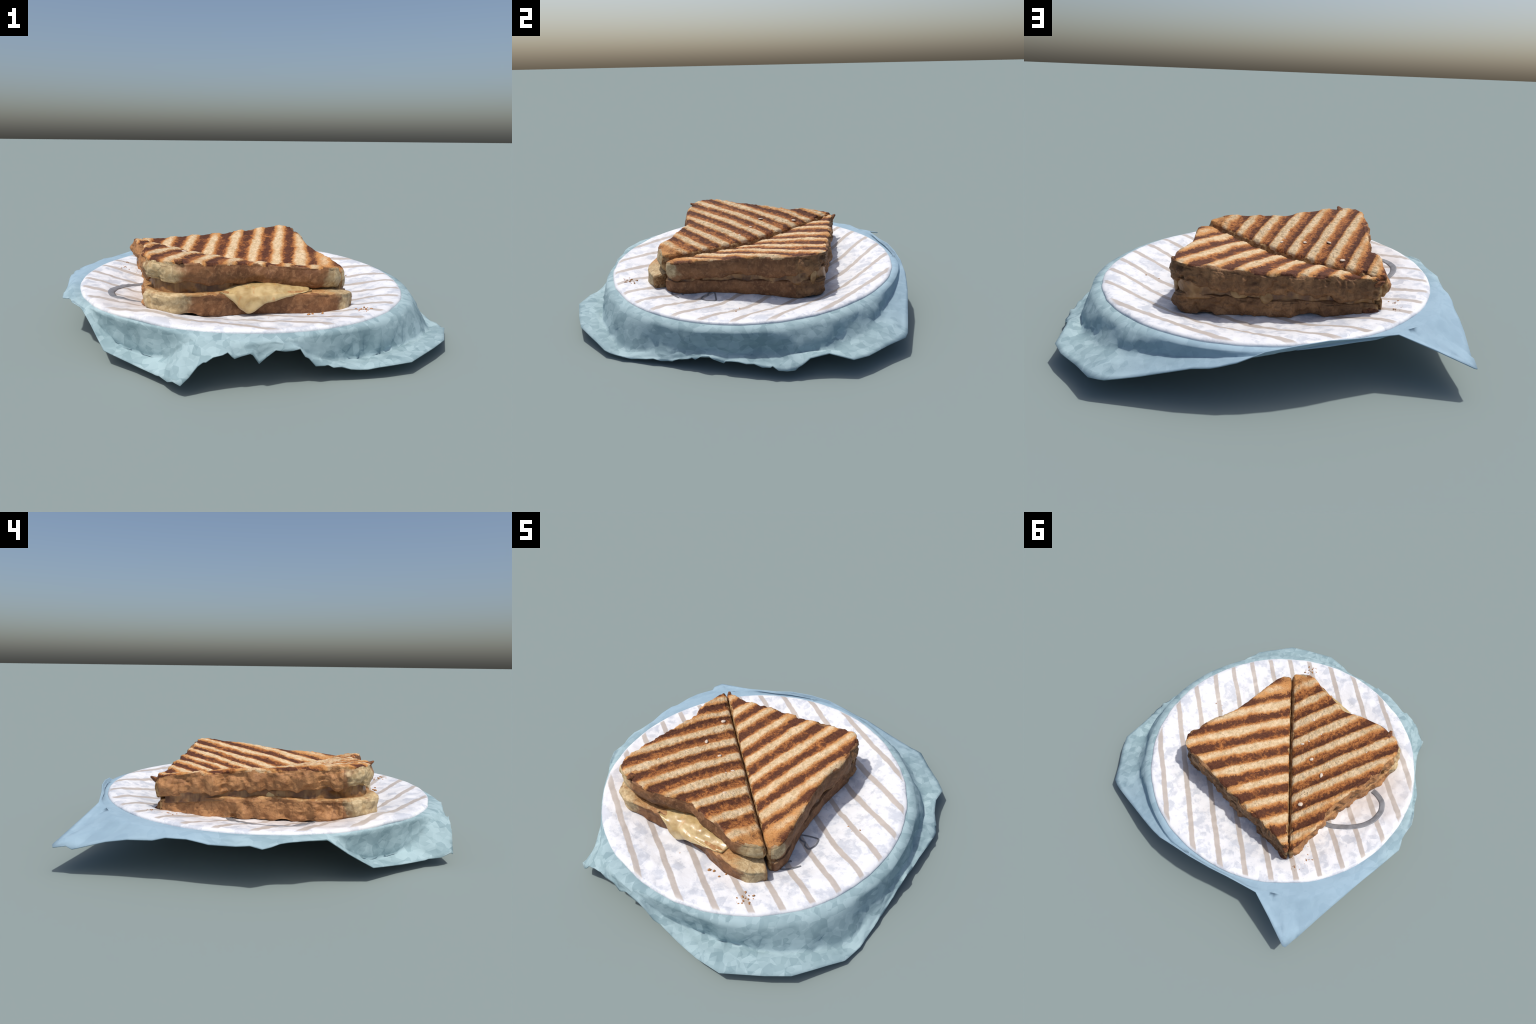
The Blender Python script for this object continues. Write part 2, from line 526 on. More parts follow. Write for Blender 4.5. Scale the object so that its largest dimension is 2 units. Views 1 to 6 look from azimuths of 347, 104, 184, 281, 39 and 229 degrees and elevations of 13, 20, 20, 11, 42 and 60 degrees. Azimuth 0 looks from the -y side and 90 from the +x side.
def plate_z(x, y):
    dx, dy = x - PLATE_C[0], y - PLATE_C[1]
    r, th = np.hypot(dx, dy), np.arctan2(dy, dx)
    q = np.clip(r / PLATE_R, 0, 1)
    base = RIM_H[0] + (rim_z(th) - RIM_H[0]) * q**1.5
    z = base - 0.054 * (1 - sstep(0.53, 0.895, r)) - 0.026 * sstep(-0.15, 0.6, 0.62 * dx + 0.78 * dy) * (1 - sstep(0.56, 0.875, r))
    z = z - 0.014 * np.exp(-(((x - 0.42) ** 2 + (y + 0.38) ** 2) / 0.25**2))
    z = z + 0.017 * np.exp(-(((x + 0.55) ** 2 + (y + 0.60) ** 2) / 0.12**2))
    return z


def crumple(P, amp):
    # ridged, so that it reads as small facets
    return amp * (0.6 - np.abs(fbm(P, 9, 2, 3.1)) * 1.3 + 0.5 * np.abs(fbm(P, 21, 2, 7.7)))


def build_plate():
    root = thing("plate", (float(PLATE_C[0]), float(PLATE_C[1]), 0.16), "round white plate with thin beige stripes", "plate")
    n, m = 420, 120
    th = np.linspace(0, 2 * np.pi, n, endpoint=False)
    wob = 0.006 * fbm(np.stack([np.cos(th), np.sin(th), 0 * th], -1), 5, 3, 2.0)
    rings = []
    edge = 0.012
    for q in np.linspace(0, 1, m + 1)[1:]:
        r = (PLATE_R - edge + wob) * q
        x, y = PLATE_C[0] + r * np.cos(th), PLATE_C[1] + r * np.sin(th)
        P = np.stack([x, y, 0 * x], -1)
        z = plate_z(x, y) + crumple(P, 0.0055) * sstep(0, 0.02, 1 - q) + 0.0015
        rings.append(np.stack([x, y, z], -1))
    for a in np.linspace(0, math.pi, 9)[1:]:
        r = PLATE_R - edge + wob + edge * math.sin(a)
        x, y = PLATE_C[0] + r * np.cos(th), PLATE_C[1] + r * np.sin(th)
        zr = plate_z(PLATE_C[0] + (PLATE_R - edge) * np.cos(th), PLATE_C[1] + (PLATE_R - edge) * np.sin(th))
        rings.append(np.stack([x, y, zr - edge * (1 - math.cos(a))], -1))
    for q in np.linspace(1, 0.05, 14)[1:]:
        r = (PLATE_R - edge) * q
        x, y = PLATE_C[0] + r * np.cos(th), PLATE_C[1] + r * np.sin(th)
        rings.append(np.stack([x, y, plate_z(x, y) - 2 * edge], -1))
    R = np.array(rings)
    k = len(R)
    V = np.vstack([R.reshape(-1, 3), [[*PLATE_C, plate_z(*PLATE_C)]], [[*PLATE_C, plate_z(*PLATE_C) - 2 * edge]]])
    i = np.arange(n)
    j = (i + 1) % n
    F = [f for r in range(k - 1) for f in np.stack([r * n + i, (r + 1) * n + i, (r + 1) * n + j, r * n + j], -1)]
    F += [[k * n, a, b] for a, b in zip(i, j)] + [[k * n + 1, (k - 1) * n + b, (k - 1) * n + a] for a, b in zip(i, j)]
    add(make_mesh("plate_dish", V, F, [M_PLATE]), "dish", root)
    return root


def ribbon(path, width, mat, name, parent, closed=False, lift=0.0045, per=14, taper=None):
    """printed line lying on the plate"""
    C = np.asarray(path, float)
    if closed:
        Q = catmull_closed(C, per)
        T = np.roll(Q, -1, 0) - np.roll(Q, 1, 0)
    else:
        ext = np.vstack([2 * C[0] - C[1], C, 2 * C[-1] - C[-2]])
        Q = catmull_closed(ext, per)[per:per * len(C) - per + 1]
        T = np.gradient(Q, axis=0)
    T /= np.linalg.norm(T, axis=1)[:, None]
    N = np.stack([-T[:, 1], T[:, 0]], -1)
    s = np.linspace(0, 1, len(Q))
    w = np.array([width if taper is None else width * taper(v) for v in s])[:, None] / 2
    V = []
    cols = [(-1, -0.004), (-0.96, 0.0), (-0.5, 0.001), (0, 0.001), (0.5, 0.001), (0.96, 0.0), (1, -0.004)]
    for a, dz in cols:
        X = Q + N * w * a
        V.append(np.column_stack([X, plate_z(X[:, 0], X[:, 1]) + crumple(np.column_stack([X, 0 * X[:, 0]]), 0.0055) + 0.0015 + (lift - 0.002) + dz]))
    n = len(Q)
    V = np.array(V).reshape(-1, 3)
    lim = n if closed else n - 1
    F = [[c * n + i, c * n + (i + 1) % n, (c + 1) * n + (i + 1) % n, (c + 1) * n + i] for c in range(len(cols) - 1) for i in range(lim)]
    F = [f[::-1] for f in F] if False else F
    return add(make_mesh(name, V, F, [mat]), name, parent)


plate = build_plate()
ribbon([(-0.50, 0.10), (-0.583, 0.073), (-0.636, 0.032), (-0.690, -0.024), (-0.736, -0.101), (-0.752, -0.178), (-0.737, -0.253), (-0.699, -0.300), (-0.648, -0.321), (-0.59, -0.325), (-0.50, -0.30)],
       0.036, M_MARK, "printed_hook", plate, per=10)
ribbon([(0.513, -0.104), (0.525, -0.15), (0.512, -0.193), (0.482, -0.19), (0.469, -0.170), (0.444, -0.172), (0.424, -0.156), (0.428, -0.138), (0.47, -0.118)],
       0.009, M_LINE, "printed_heart", plate, closed=True, per=8)
ribbon([(0.47, -0.40), (0.518, -0.359), (0.545, -0.32), (0.551, -0.291)], 0.011, M_LINE, "printed_stroke", plate)
ribbon([(0.46, -0.345), (0.482, -0.317), (0.499, -0.281)], 0.011, M_LINE, "printed_stroke", plate)

# ------------------------------------------------------------------ blue paper sheet under the plate
# outer edge, seen from above, anticlockwise from +x: x, y, z
EDGE = [(1.0, -0.46, 0.018), (1.0, -0.37, 0.02), (1.0, -0.18, 0.03), (1.0, -0.07, 0.06), (1.0, 0.036, 0.077), (1.0, 0.108, 0.057), (1.0, 0.182, 0.07),
        (1.0, 0.349, 0.058), (0.995, 0.42, 0.046), (0.972, 0.468, 0.052), (0.928, 0.525, 0.09), (0.897, 0.61, 0.11), (0.89, 0.73, 0.085), (0.83, 0.80, 0.08), (0.72, 0.89, 0.085),
        (0.62, 0.985, 0.09), (0.555, 0.99, 0.088), (0.414, 0.99, 0.117), (0.19, 0.988, 0.173), (0.11, 0.985, 0.178), (0.01, 0.975, 0.205), (-0.10, 0.942, 0.246),
        (-0.23, 0.902, 0.262), (-0.36, 0.852, 0.269), (-0.47, 0.80, 0.258), (-0.66, 0.72, 0.250), (-0.82, 0.745, 0.198), (-0.985, 0.775, 0.142), (-1.0, 0.765, 0.135), (-1.0, 0.70, 0.147),
        (-1.0, 0.675, 0.133), (-1.0, 0.516, 0.181), (-1.0, 0.417, 0.198), (-1.0, 0.304, 0.203), (-1.0, 0.248, 0.219), (-1.0, 0.155, 0.22), (-1.0, 0.063, 0.203),
        (-1.0, -0.054, 0.204), (-1.0, -0.11, 0.212), (-1.0, -0.169, 0.20), (-0.955, -0.235, 0.217), (-0.93, -0.34, 0.23), (-0.885, -0.41, 0.225), (-0.83, -0.50, 0.15), (-0.775, -0.61, 0.075),
        (-0.65, -0.73, 0.05), (-0.57, -0.83, 0.045), (-0.54, -0.87, 0.045), (-0.488, -0.985, 0.06), (-0.464, -0.99, 0.062), (-0.429, -0.99, 0.084), (-0.395, -0.99, 0.125),
        (-0.359, -0.99, 0.143), (-0.323, -0.99, 0.164), (-0.27, -0.99, 0.172), (-0.242, -0.99, 0.153), (-0.209, -0.99, 0.163), (-0.166, -0.99, 0.163), (-0.14, -0.99, 0.123),
        (-0.071, -0.99, 0.164), (0.034, -0.995, 0.177), (0.058, -0.99, 0.14), (0.106, -0.99, 0.092), (0.161, -0.985, 0.08), (0.233, -0.99, 0.064), (0.342, -0.995, 0.052),
        (0.41, -1.0, 0.06), (0.55, -0.99, 0.065), (0.73, -0.875, 0.07), (0.83, -0.80, 0.07), (0.98, -0.57, 0.035)]
# foot of the steep wall: angle, radius, height
FOOT = [(-84, 0.945, 0.12), (-76, 0.932, 0.07), (-66, 0.938, 0.048), (-57, 0.965, 0.045), (-48, 1.0, 0.05), (-36, 1.04, 0.038), (-25, 1.06, 0.016), (-15, 1.0, 0.06), (0, 0.985, 0.085),
        (15, 0.98, 0.078), (28, 1.012, 0.085), (38, 1.035, 0.085), (48, 1.038, 0.105), (57, 1.01, 0.128), (66, 0.965, 0.148), (78, 0.955, 0.182), (95, 0.955, 0.225),
        (110, 0.94, 0.248), (130, 0.955, 0.246), (143, 0.99, 0.238), (160, 0.968, 0.232), (180, 0.96, 0.228), (197, 0.955, 0.226), (206, 0.945, 0.215), (213, 0.92, 0.13), (220, 0.89, 0.075),
        (230, 0.875, 0.06), (237, 0.90, 0.085), (242, 0.945, 0.16), (248, 0.966, 0.205), (256, 0.968, 0.215), (266, 0.966, 0.208), (272, 0.955, 0.18)]
# the shoulder just outside the rim: angle, radius, drop below the rim
SHOULDER = [(-90, 0.945, 0.016), (-75, 0.925, 0.022), (-62, 0.94, 0.022), (-45, 0.955, 0.022), (0, 0.957, 0.024), (30, 0.955, 0.024), (50, 0.946, 0.026), (75, 0.942, 0.018), (100, 0.94, 0.008),
            (150, 0.945, 0.007), (195, 0.94, 0.010), (215, 0.915, 0.018), (235, 0.912, 0.022), (250, 0.94, 0.014)]


def build_cloth():
    E = np.array(EDGE)
    dx, dy = E[:, 0] - PLATE_C[0], E[:, 1] - PLATE_C[1]
    eth, er, ez = np.arctan2(dy, dx), np.hypot(dx, dy), E[:, 2]
    o = np.argsort(eth)
    eth, er, ez = eth[o], er[o], ez[o]
    ex, ey = dx[o], dy[o]
    f = np.array(FOOT, float)
    fth = np.radians((f[:, 0] + 180) % 360 - 180)
    o = np.argsort(fth)
    fth, fr, fz = fth[o], f[o, 1], f[o, 2]
    n = 170
    th = np.sort(np.concatenate([np.linspace(-np.pi, np.pi, n, endpoint=False), eth]))
    th = th[np.concatenate([[True], np.diff(th) > 0.008])]
    n = len(th)
    per = 2 * np.pi
    exx, eyy, ezz = (np.interp(th, eth, a, period=per) for a in (ex, ey, ez))
    frr, fzz = (np.interp(th, fth, a, period=per) for a in (fr, fz))
    r0 = PLATE_R - 0.022
    z0 = plate_z(PLATE_C[0] + r0 * np.cos(th), PLATE_C[1] + r0 * np.sin(th)) - 0.022
    eR = np.hypot(exx, eyy)
    fr_ = np.minimum(frr, eR - 0.012)
    rings = []
    prof = [(0.0, 0.0), (0.02, 0.28), (0.10, 0.42), (0.22, 0.52), (0.36, 0.62), (0.50, 0.71), (0.64, 0.80), (0.78, 0.88), (0.92, 0.95), (1.0, 1.0)]
    g = np.random.default_rng(3)
    r1, z1 = PLATE_R + 0.004, rim_z(th) - 0.011
    ux, uy = exx / eR, eyy / eR
    # 0: under the plate; 1: at its rim; wall to the foot; flange to the edge
    rings.append(np.stack([r0 * ux, r0 * uy, z0], -1))
    rings.append(np.stack([r1 * ux, r1 * uy, z1], -1))
    # a soft shoulder runs round the plate before the sheet drops
    h = np.array(SHOULDER, float)
    hth = np.radians((h[:, 0] + 180) % 360 - 180)
    o = np.argsort(hth)
    r1 = np.interp(th, hth[o], h[o, 1], period=per) + 0.005 * fbm(np.stack([ux, uy, 0 * ux], -1), 4, 2, 6.0)
    r1 = np.minimum(r1, eR - 0.006)
    z1 = rim_z(th) - np.interp(th, hth[o], h[o, 2], period=per)
    rings.append(np.stack([r1 * ux, r1 * uy, z1], -1))
    fr_ = np.minimum(fr_, eR - 0.004)
    K1, K2 = 6, 6
    for s in np.linspace(0, 1, K1 + 1)[1:]:
        r = r1 + (fr_ - r1) * s
        z = z1 + (fzz - z1) * (s - 0.10 * math.sin(2 * math.pi * s) * 0.6)
        rings.append(np.stack([r * ux, r * uy, z], -1))
    for s in np.linspace(0, 1, K2 + 1)[1:]:
        r = fr_ + (eR - fr_) * s
        z = fzz + (ezz - fzz) * s
        rings.append(np.stack([r * ux, r * uy, z], -1))
    R = np.array(rings)
    m = len(R)
    R[..., 0] += PLATE_C[0]
    R[..., 1] += PLATE_C[1]
    # crumple: jittered triangles, smooth-shaded; facet tones are painted in the sheet's material
    for k in range(3, m - 1):
        w = 1.0 if k < m - 2 else 0.5
        P = R[k]
        d = 0.014 * fbm(P, 5.5, 2, 1.0) * np.clip(np.linalg.norm(R[k + 1] - R[k], axis=1) / 0.02, 0.1, 1)
        s = w * min(1.0, (k - 2) / 3)
        wall = 1.0 if k <= K1 + 2 else 0.25
        R[k, :, 0] += s * wall * d * ux
        R[k, :, 1] += s * wall * d * uy
        R[k, :, 2] += s * (0.25 if k <= K1 + 2 else 0.8) * d
        gap = np.minimum(np.linalg.norm(R[k] - R[k - 1], axis=1), np.linalg.norm(R[k + 1] - R[k], axis=1))
        along = np.linalg.norm(np.roll(R[k], -1, 0) - R[k], axis=1)
        gap = np.minimum(gap, np.minimum(along, np.roll(along, 1)))
        jit = np.clip(g.normal(0, 1, (n, 3)), -2, 2)
        R[k] += s * jit * np.minimum(0.20 * gap, 0.0045)[:, None] * np.array([1, 1, 0.5])
    # torn hem: small teeth along the front and the right
    teeth = np.clip(sstep(0.80, 0.95, ux) + sstep(0.80, 0.9, -uy) * sstep(0.55, 0.3, np.abs(ux + 0.12)), 0, 1)
    R[-1, :, 2] += teeth * g.uniform(-0.010, 0.012, n)
    R[-2, :, 2] += teeth * g.uniform(-0.004, 0.004, n)
    R[..., 0] = np.clip(R[..., 0], -1.0, 1.0)
    R[..., 1] = np.clip(R[..., 1], -1.0, 0.995)
    R[..., 2] = np.maximum(R[..., 2], 0.0042)
    V = R.reshape(-1, 3)
    F = []
    flip = g.random((m, n)) < 0.5
    for k in range(m - 1):
        for i in range(n):
            j = (i + 1) % n
            a, b, c, d = k * n + i, (k + 1) * n + i, (k + 1) * n + j, k * n + j
            F += [[a, b, c], [a, c, d]] if flip[k, i] else [[a, b, d], [b, c, d]]
    root = thing("paper_sheet", (0, 0, 0), "crumpled pale blue paper sheet under the plate", "paper sheet")
    me = make_mesh("sheet", V, F, [M_CLOTH], smooth=True)
    ob = add(me, "crumpled_sheet", root)
    sol = ob.modifiers.new("thickness", "SOLIDIFY")
    sol.thickness = 0.004
    sol.offset = -1
    return root


build_cloth()

# ------------------------------------------------------------------ bread
NEAR_TOP = [(-0.662, 0.009), (-0.664, 0.06), (-0.640, 0.115), (-0.595, 0.17), (-0.50, 0.225), (-0.41, 0.302), (-0.335, 0.345), (-0.275, 0.45), (-0.215, 0.545), (-0.145, 0.635),
            (-0.075, 0.682), (0.0, 0.697), (0.055, 0.675), (0.12, 0.60), (0.19, 0.525), (0.275, 0.428), (0.355, 0.33), (0.425, 0.25), (0.50, 0.195), (0.565, 0.155), (0.64, 0.088), (0.685, 0.035), (0.69, 0.009),
            (0.45, 0.009), (0.2, 0.009), (0.0, 0.009), (-0.2, 0.009), (-0.45, 0.009)]
FAR_TOP = [(-0.66, -0.009), (-0.665, -0.055), (-0.645, -0.10), (-0.60, -0.15), (-0.51, -0.222), (-0.395, -0.322), (-0.295, -0.42), (-0.195, -0.55), (-0.105, -0.655), (-0.03, -0.695),
           (0.03, -0.682), (0.10, -0.60), (0.22, -0.475), (0.33, -0.372), (0.43, -0.268), (0.53, -0.155), (0.62, -0.072), (0.675, -0.025), (0.685, -0.009),
           (0.45, -0.009), (0.2, -0.009), (0.0, -0.009), (-0.2, -0.009), (-0.45, -0.009)]
NEAR_LOW = [(-0.735, 0.009), (-0.745, 0.035), (-0.746, 0.075), (-0.735, 0.12), (-0.69, 0.182), (-0.58, 0.262), (-0.475, 0.328), (-0.38, 0.39), (-0.322, 0.447), (-0.235, 0.552), (-0.188, 0.63), (-0.138, 0.685), (-0.07, 0.716),
            (-0.005, 0.720), (0.047, 0.692), (0.108, 0.638), (0.178, 0.554), (0.243, 0.474), (0.303, 0.39), (0.388, 0.295), (0.453, 0.22), (0.527, 0.144), (0.587, 0.093), (0.657, 0.042), (0.68, 0.009),
            (0.45, 0.009), (0.2, 0.009), (0.0, 0.009), (-0.2, 0.009), (-0.45, 0.009)]
FAR_LOW = [(-0.668, -0.009), (-0.680, -0.045), (-0.648, -0.095), (-0.595, -0.142), (-0.503, -0.214), (-0.392, -0.314), (-0.291, -0.413), (-0.191, -0.54), (-0.104, -0.645), (-0.03, -0.682),
           (0.03, -0.668), (0.10, -0.59), (0.215, -0.466), (0.325, -0.364), (0.425, -0.262), (0.525, -0.152), (0.615, -0.07), (0.67, -0.022), (0.68, -0.009),
           (0.45, -0.009), (0.2, -0.009), (0.0, -0.009), (-0.2, -0.009), (-0.45, -0.009)]


def side_weights(xy):
    """how much a point belongs to each side of the square sandwich"""
    x, y = xy[:, 0], xy[:, 1]
    return {"left": sstep(-0.48, -0.53, x), "right": sstep(0.30, 0.38, x), "front": sstep(-0.43, -0.49, y), "back": sstep(0.32, 0.39, y)}


def build_slice(name, parent, ctrl, top, bottom, kind, upper, radius=0.022, bulge=0.007, seed=0.0):
    n = 680 if upper else 520
    V, F, Fr, Fc, kinds, cp, vr, Q = loft_slab(ctrl, top, bottom, radius, bulge, n=n, inner=150 if upper else 40, side=30,
                                               low_radius=0.014, center=(0.0, 0.26 if kind == "near" else -0.26))
    # material of every column: cut face, torn sides, smooth sides
    cut = np.abs(Q[:, 1]) < 0.022
    Qw = to_world(Q)
    w = side_weights(Qw)
    torn = (w["left"] > 0.5) & ~cut & (w["front"] < 0.5) if kind == "near" else (w["back"] > 0.5) & ~cut
    jag = vnoise(np.column_stack([Qw * 26, np.full(n, seed)]))
    colmat = np.where(cut, 3, np.where(torn, 2, 1))
    mi = []
    for r, cidx in zip(Fr, Fc):
        kd, v = kinds[r]
        if kd == "top":
            mi.append(0 if upper else (4 if kind == "near" else 1))
        elif kd == "roll":
            mi.append(0 if upper and v < 0.95 + 0.5 * jag[cidx] else (4 if not upper and kind == "near" and v < 0.8 + 0.5 * jag[cidx] else colmat[cidx]))
        elif kd == "bottom":
            mi.append(1)
        else:
            mi.append(colmat[cidx])
    mats = [M_TOP_NEAR if kind == "near" else M_TOP_FAR, M_CRUST, M_TORN if kind == "near" else M_TORN_FAR, M_CRUMB, M_TOAST]
    V = np.asarray(V)
    hh = np.array([v if kd == "side" else (1.0 if kd == "low" else 0.0) for kd, v in kinds])[vr]
    far_from_cut = sstep(0.02, 0.08, np.abs(cp[:, 1]))
    if upper:  # the lower lip hangs unevenly
        V[:, 2] += hh * far_from_cut * (0.012 * fbm(np.column_stack([V[:, :2], 0 * hh]), 9, 2, seed + 30) + 0.007 * fbm(np.column_stack([V[:, :2], 0 * hh]), 34, 2, seed + 31))
    else:  # so does the upper lip of the lower slice
        V[:, 2] += (1 - hh) * (hh < 1) * far_from_cut * np.isin(np.array([k[0] for k in kinds])[vr], ["side", "roll", "top"]) * 0.008 * fbm(np.column_stack([V[:, :2], 0 * hh]), 12, 2, seed + 30)
    me = make_mesh(name, V, F, mats, mi)
    # relief
    ring_kind = np.array([k[0] for k in kinds])[vr]
    ring_val = np.array([k[1] for k in kinds])[vr]
    w = side_weights(V[:, :2])
    rough = w["left"] if kind == "near" else w["back"]
    iscut = np.abs(cp[:, 1]) < 0.03
    side = np.isin(ring_kind, ["side", "low"]) | ((ring_kind == "roll") & (ring_val > 1.0))
    amp_side = np.where(iscut, 0.003, 0.007 + (0.014 if kind == "near" else 0.020) * rough)
    d = np.zeros(len(V))
    lumps = 0.8 * fbm(V * np.array([1, 1, 0.75]), 15, 3, seed + 1.0) - 0.35 * np.abs(fbm(V, 30, 2, seed + 5.0)) + 0.1
    fade = np.where(ring_kind == "side", 1.0, np.where(ring_kind == "low", 0.6, 0.5))
    d += np.where(side, amp_side * lumps * fade, 0)
    # broad folds of the soft crust
    d += np.where(side & ~iscut, 0.012 * fbm(V * np.array([1, 1, 0.3]), 6.5, 2, seed + 9.0), 0)
    if upper:
        ph = phase(kind, V[:, :2] + 0.006 * np.stack([fbm(V, 8, 2, 3), fbm(V, 8, 2, 8)], -1))
        s = np.cos(2 * np.pi * ph)
        ridge = 0.5 - 0.5 * np.tanh(2.2 * s) / math.tanh(2.2)
        face = (ring_kind == "top") | ((ring_kind == "roll") & (ring_val <= 1.0))
        d += np.where(face, 0.0066 * (ridge - 0.4) + 0.0020 * fbm(V, 55, 3, seed) * (0.5 + ridge), 0)
        d += np.where(face, 0.004 * fbm(V, 6, 2, seed + 3), 0)
        # ragged rim on the torn side
        rim = (ring_kind == "roll")
        d += np.where(rim, 0.006 * rough * fbm(V, 30, 2, seed + 2), 0)
    displace_along_normals(me, d)
    return add(me, name, parent)


def near_low_top(c, p):
    return 0.262 + 0.018 * c + 0.085 * p + 0.014 * np.exp(-((c + 0.60) / 0.2) ** 2 - ((p - 0.19) / 0.16) ** 2)


def near_low_bottom(c, p):
    return 0.163 + 0.01 * c + 0.150 * p * p


def far_low_bottom(c, p):
    return 0.164 + 0.014 * c + 0.07 * p * p


def far_low_top(c, p):
    return far_low_bottom(c, p) + 0.082


def resting(fn):
    """bottom surface that never hovers over the plate"""
    def f(c, p):
        xy = to_world(np.stack([np.atleast_1d(c), np.atleast_1d(p)], -1))
        z = np.minimum(fn(np.atleast_1d(c), np.atleast_1d(p)), plate_z(xy[:, 0], xy[:, 1]) + 0.003)
        return z if np.ndim(c) else z[0]
    return f


def shrink(ctrl, d):
    Q = catmull_closed(ctrl, 6)
    Q = resample_closed(Q, 90)
    return Q - outline_normals(Q, 2) * d


near = thing("sandwich_half", (-0.27, -0.25, 0.17), "toasted triangular cheese sandwich half with grill marks", "sandwich")
far = thing("sandwich_half", (0.07, 0.20, 0.17), "toasted triangular sandwich half with dark grill stripes", "sandwich")

build_slice("bread_slice", near, NEAR_TOP, top_near, lambda c, p: top_near(c, p) - 0.110, "near", True, bulge=0.011, seed=1.0)
build_slice("bread_slice", near, NEAR_LOW, near_low_top, resting(near_low_bottom), "near", False, radius=0.018, bulge=0.0, seed=2.0)
build_slice("bread_slice", far, FAR_TOP, top_far, lambda c, p: top_far(c, p) - 0.112 - 0.012 * sstep(0.15, -0.3, c), "far", True, seed=3.0)
build_slice("bread_slice", far, FAR_LOW, far_low_top, resting(far_low_bottom), "far", False, radius=0.014, bulge=0.004, seed=4.0)


def build_filling(parent, ctrl, top, bottom, inset, seed):
    V, F, Fr, Fc, kinds, cp, vr, Q = loft_slab(shrink(ctrl, inset), top, bottom, 0.006, -0.004, n=420, inner=6, side=16, bottom_rings=3,
                                               center=(0.0, 0.26 if ctrl[5][1] > 0 else -0.26))
    me = make_mesh("filling", V, F, [M_FILL])
    V = np.asarray(V)
    side = np.isin(np.array([k[0] for k in kinds])[vr], ["side", "roll", "low"])
    displace_along_normals(me, np.where(side, 0.012 * fbm(V, 12, 3, seed), 0))
    add(me, "filling", parent)


build_filling(near, NEAR_TOP, lambda c, p: top_near(c, p) - 0.085, lambda c, p: near_low_top(c, p) - 0.02, 0.022, 21.0)
build_filling(far, FAR_LOW, lambda c, p: top_far(c, p) - 0.09, lambda c, p: far_low_top(c, p) - 0.02, 0.006, 22.0)


# ------------------------------------------------------------------ melted cheese
def grid_solid(name, sections, mat, parent, thick_seed=0.0, amp=0.004):
    """loft closed cross-sections (list of (k,3) arrays) into a capped solid"""
    S = np.array(sections)
    a, b, _ = S.shape
    V = np.vstack([S.reshape(-1, 3), [S[0].mean(0)], [S[-1].mean(0)]])
    F = []
    for i in range(a - 1):
        for j in range(b):
            k = (j + 1) % b
            F.append([i * b + j, (i + 1) * b + j, (i + 1) * b + k, i * b + k])
    F += [[a * b, j, (j + 1) % b] for j in range(b)] + [[a * b + 1, (a - 1) * b + (j + 1) % b, (a - 1) * b + j] for j in range(b)]
    me = make_mesh(name, V, F, [mat])
    import bmesh
    bm = bmesh.new()
    bm.from_mesh(me)
    bmesh.ops.recalc_face_normals(bm, faces=bm.faces[:])
    bm.to_mesh(me)
    bm.free()
    displace_along_normals(me, amp * fbm(V, 16, 2, thick_seed))
    return add(me, name, parent)


def smooth_closed_section(P, per=5):
    return catmull_closed(np.asarray(P), per)


def front_cheese():
    # x, outer y, top z, bottom z of the ooze along the front edge
    st = [(-0.235, -0.585, 0.310, 0.300), (-0.20, -0.592, 0.316, 0.284), (-0.165, -0.600, 0.318, 0.256), (-0.138, -0.607, 0.318, 0.225), (-0.108, -0.611, 0.318, 0.202),
          (-0.08, -0.611, 0.318, 0.206), (-0.035, -0.609, 0.318, 0.230), (0.01, -0.606, 0.318, 0.250), (0.055, -0.604, 0.316, 0.260), (0.10, -0.600, 0.311, 0.266), (0.145, -0.594, 0.305, 0.272), (0.19, -0.586, 0.297, 0.278), (0.22, -0.575, 0.291, 0.282)]
    st = np.array(st)
    t = np.linspace(0, len(st) - 1, 60)
    st = np.stack([np.interp(t, np.arange(len(st)), st[:, k]) for k in range(4)], -1)
    for _ in range(3):
        st[1:-1] = (st[:-2] + 2 * st[1:-1] + st[2:]) / 4
    secs = []
    for x, y, zt, zb in st:
        mid = zt - 0.35 * (zt - zb)
        sec = [(-0.47, zt - 0.002), (y + 0.085, zt + 0.002), (y + 0.052, zt - 0.004), (y + 0.026, zt - 0.02), (y + 0.008, mid - 0.005), (y + 0.001, zb + 0.012), (y + 0.008, zb), (y + 0.020, zb + 0.006), (y + 0.03, mid - 0.02), (-0.47, zt - 0.05)]
        secs.append(smooth_closed_section([(x, a, b) for a, b in sec], 4))
    grid_solid("cheese", secs, M_CHEESE, near, 31.0, 0.006)


front_cheese()


def drip(parent, top, bottom, width, depth, axis, seed, mat=M_CHEESE, name="cheese"):
    """flattened hanging drop between two points; axis = direction along the bread side"""
    top, bottom, axis = (np.array(v, float) for v in (top, bottom, axis))
    axis /= np.linalg.norm(axis)
    down = bottom - top
    out = np.cross(axis, down)
    out /= np.linalg.norm(out)
    secs = []
    for s in np.linspace(0, 1, 14):
        w = width * (0.75 + 0.25 * math.sin(math.pi * s)) * math.sqrt(max(1e-4, 1 - (max(0, s - 0.55) / 0.45) ** 2 * 0.995))
        dd = depth * math.sqrt(max(1e-3, 1 - (max(0, s - 0.6) / 0.4) ** 2 * 0.99))
        c = top + down * s
        secs.append([c + axis * w * math.cos(a) + out * dd * math.sin(a) for a in np.linspace(0, 2 * math.pi, 16, endpoint=False)])
    grid_solid(name, secs, mat, parent, seed, 0.002)


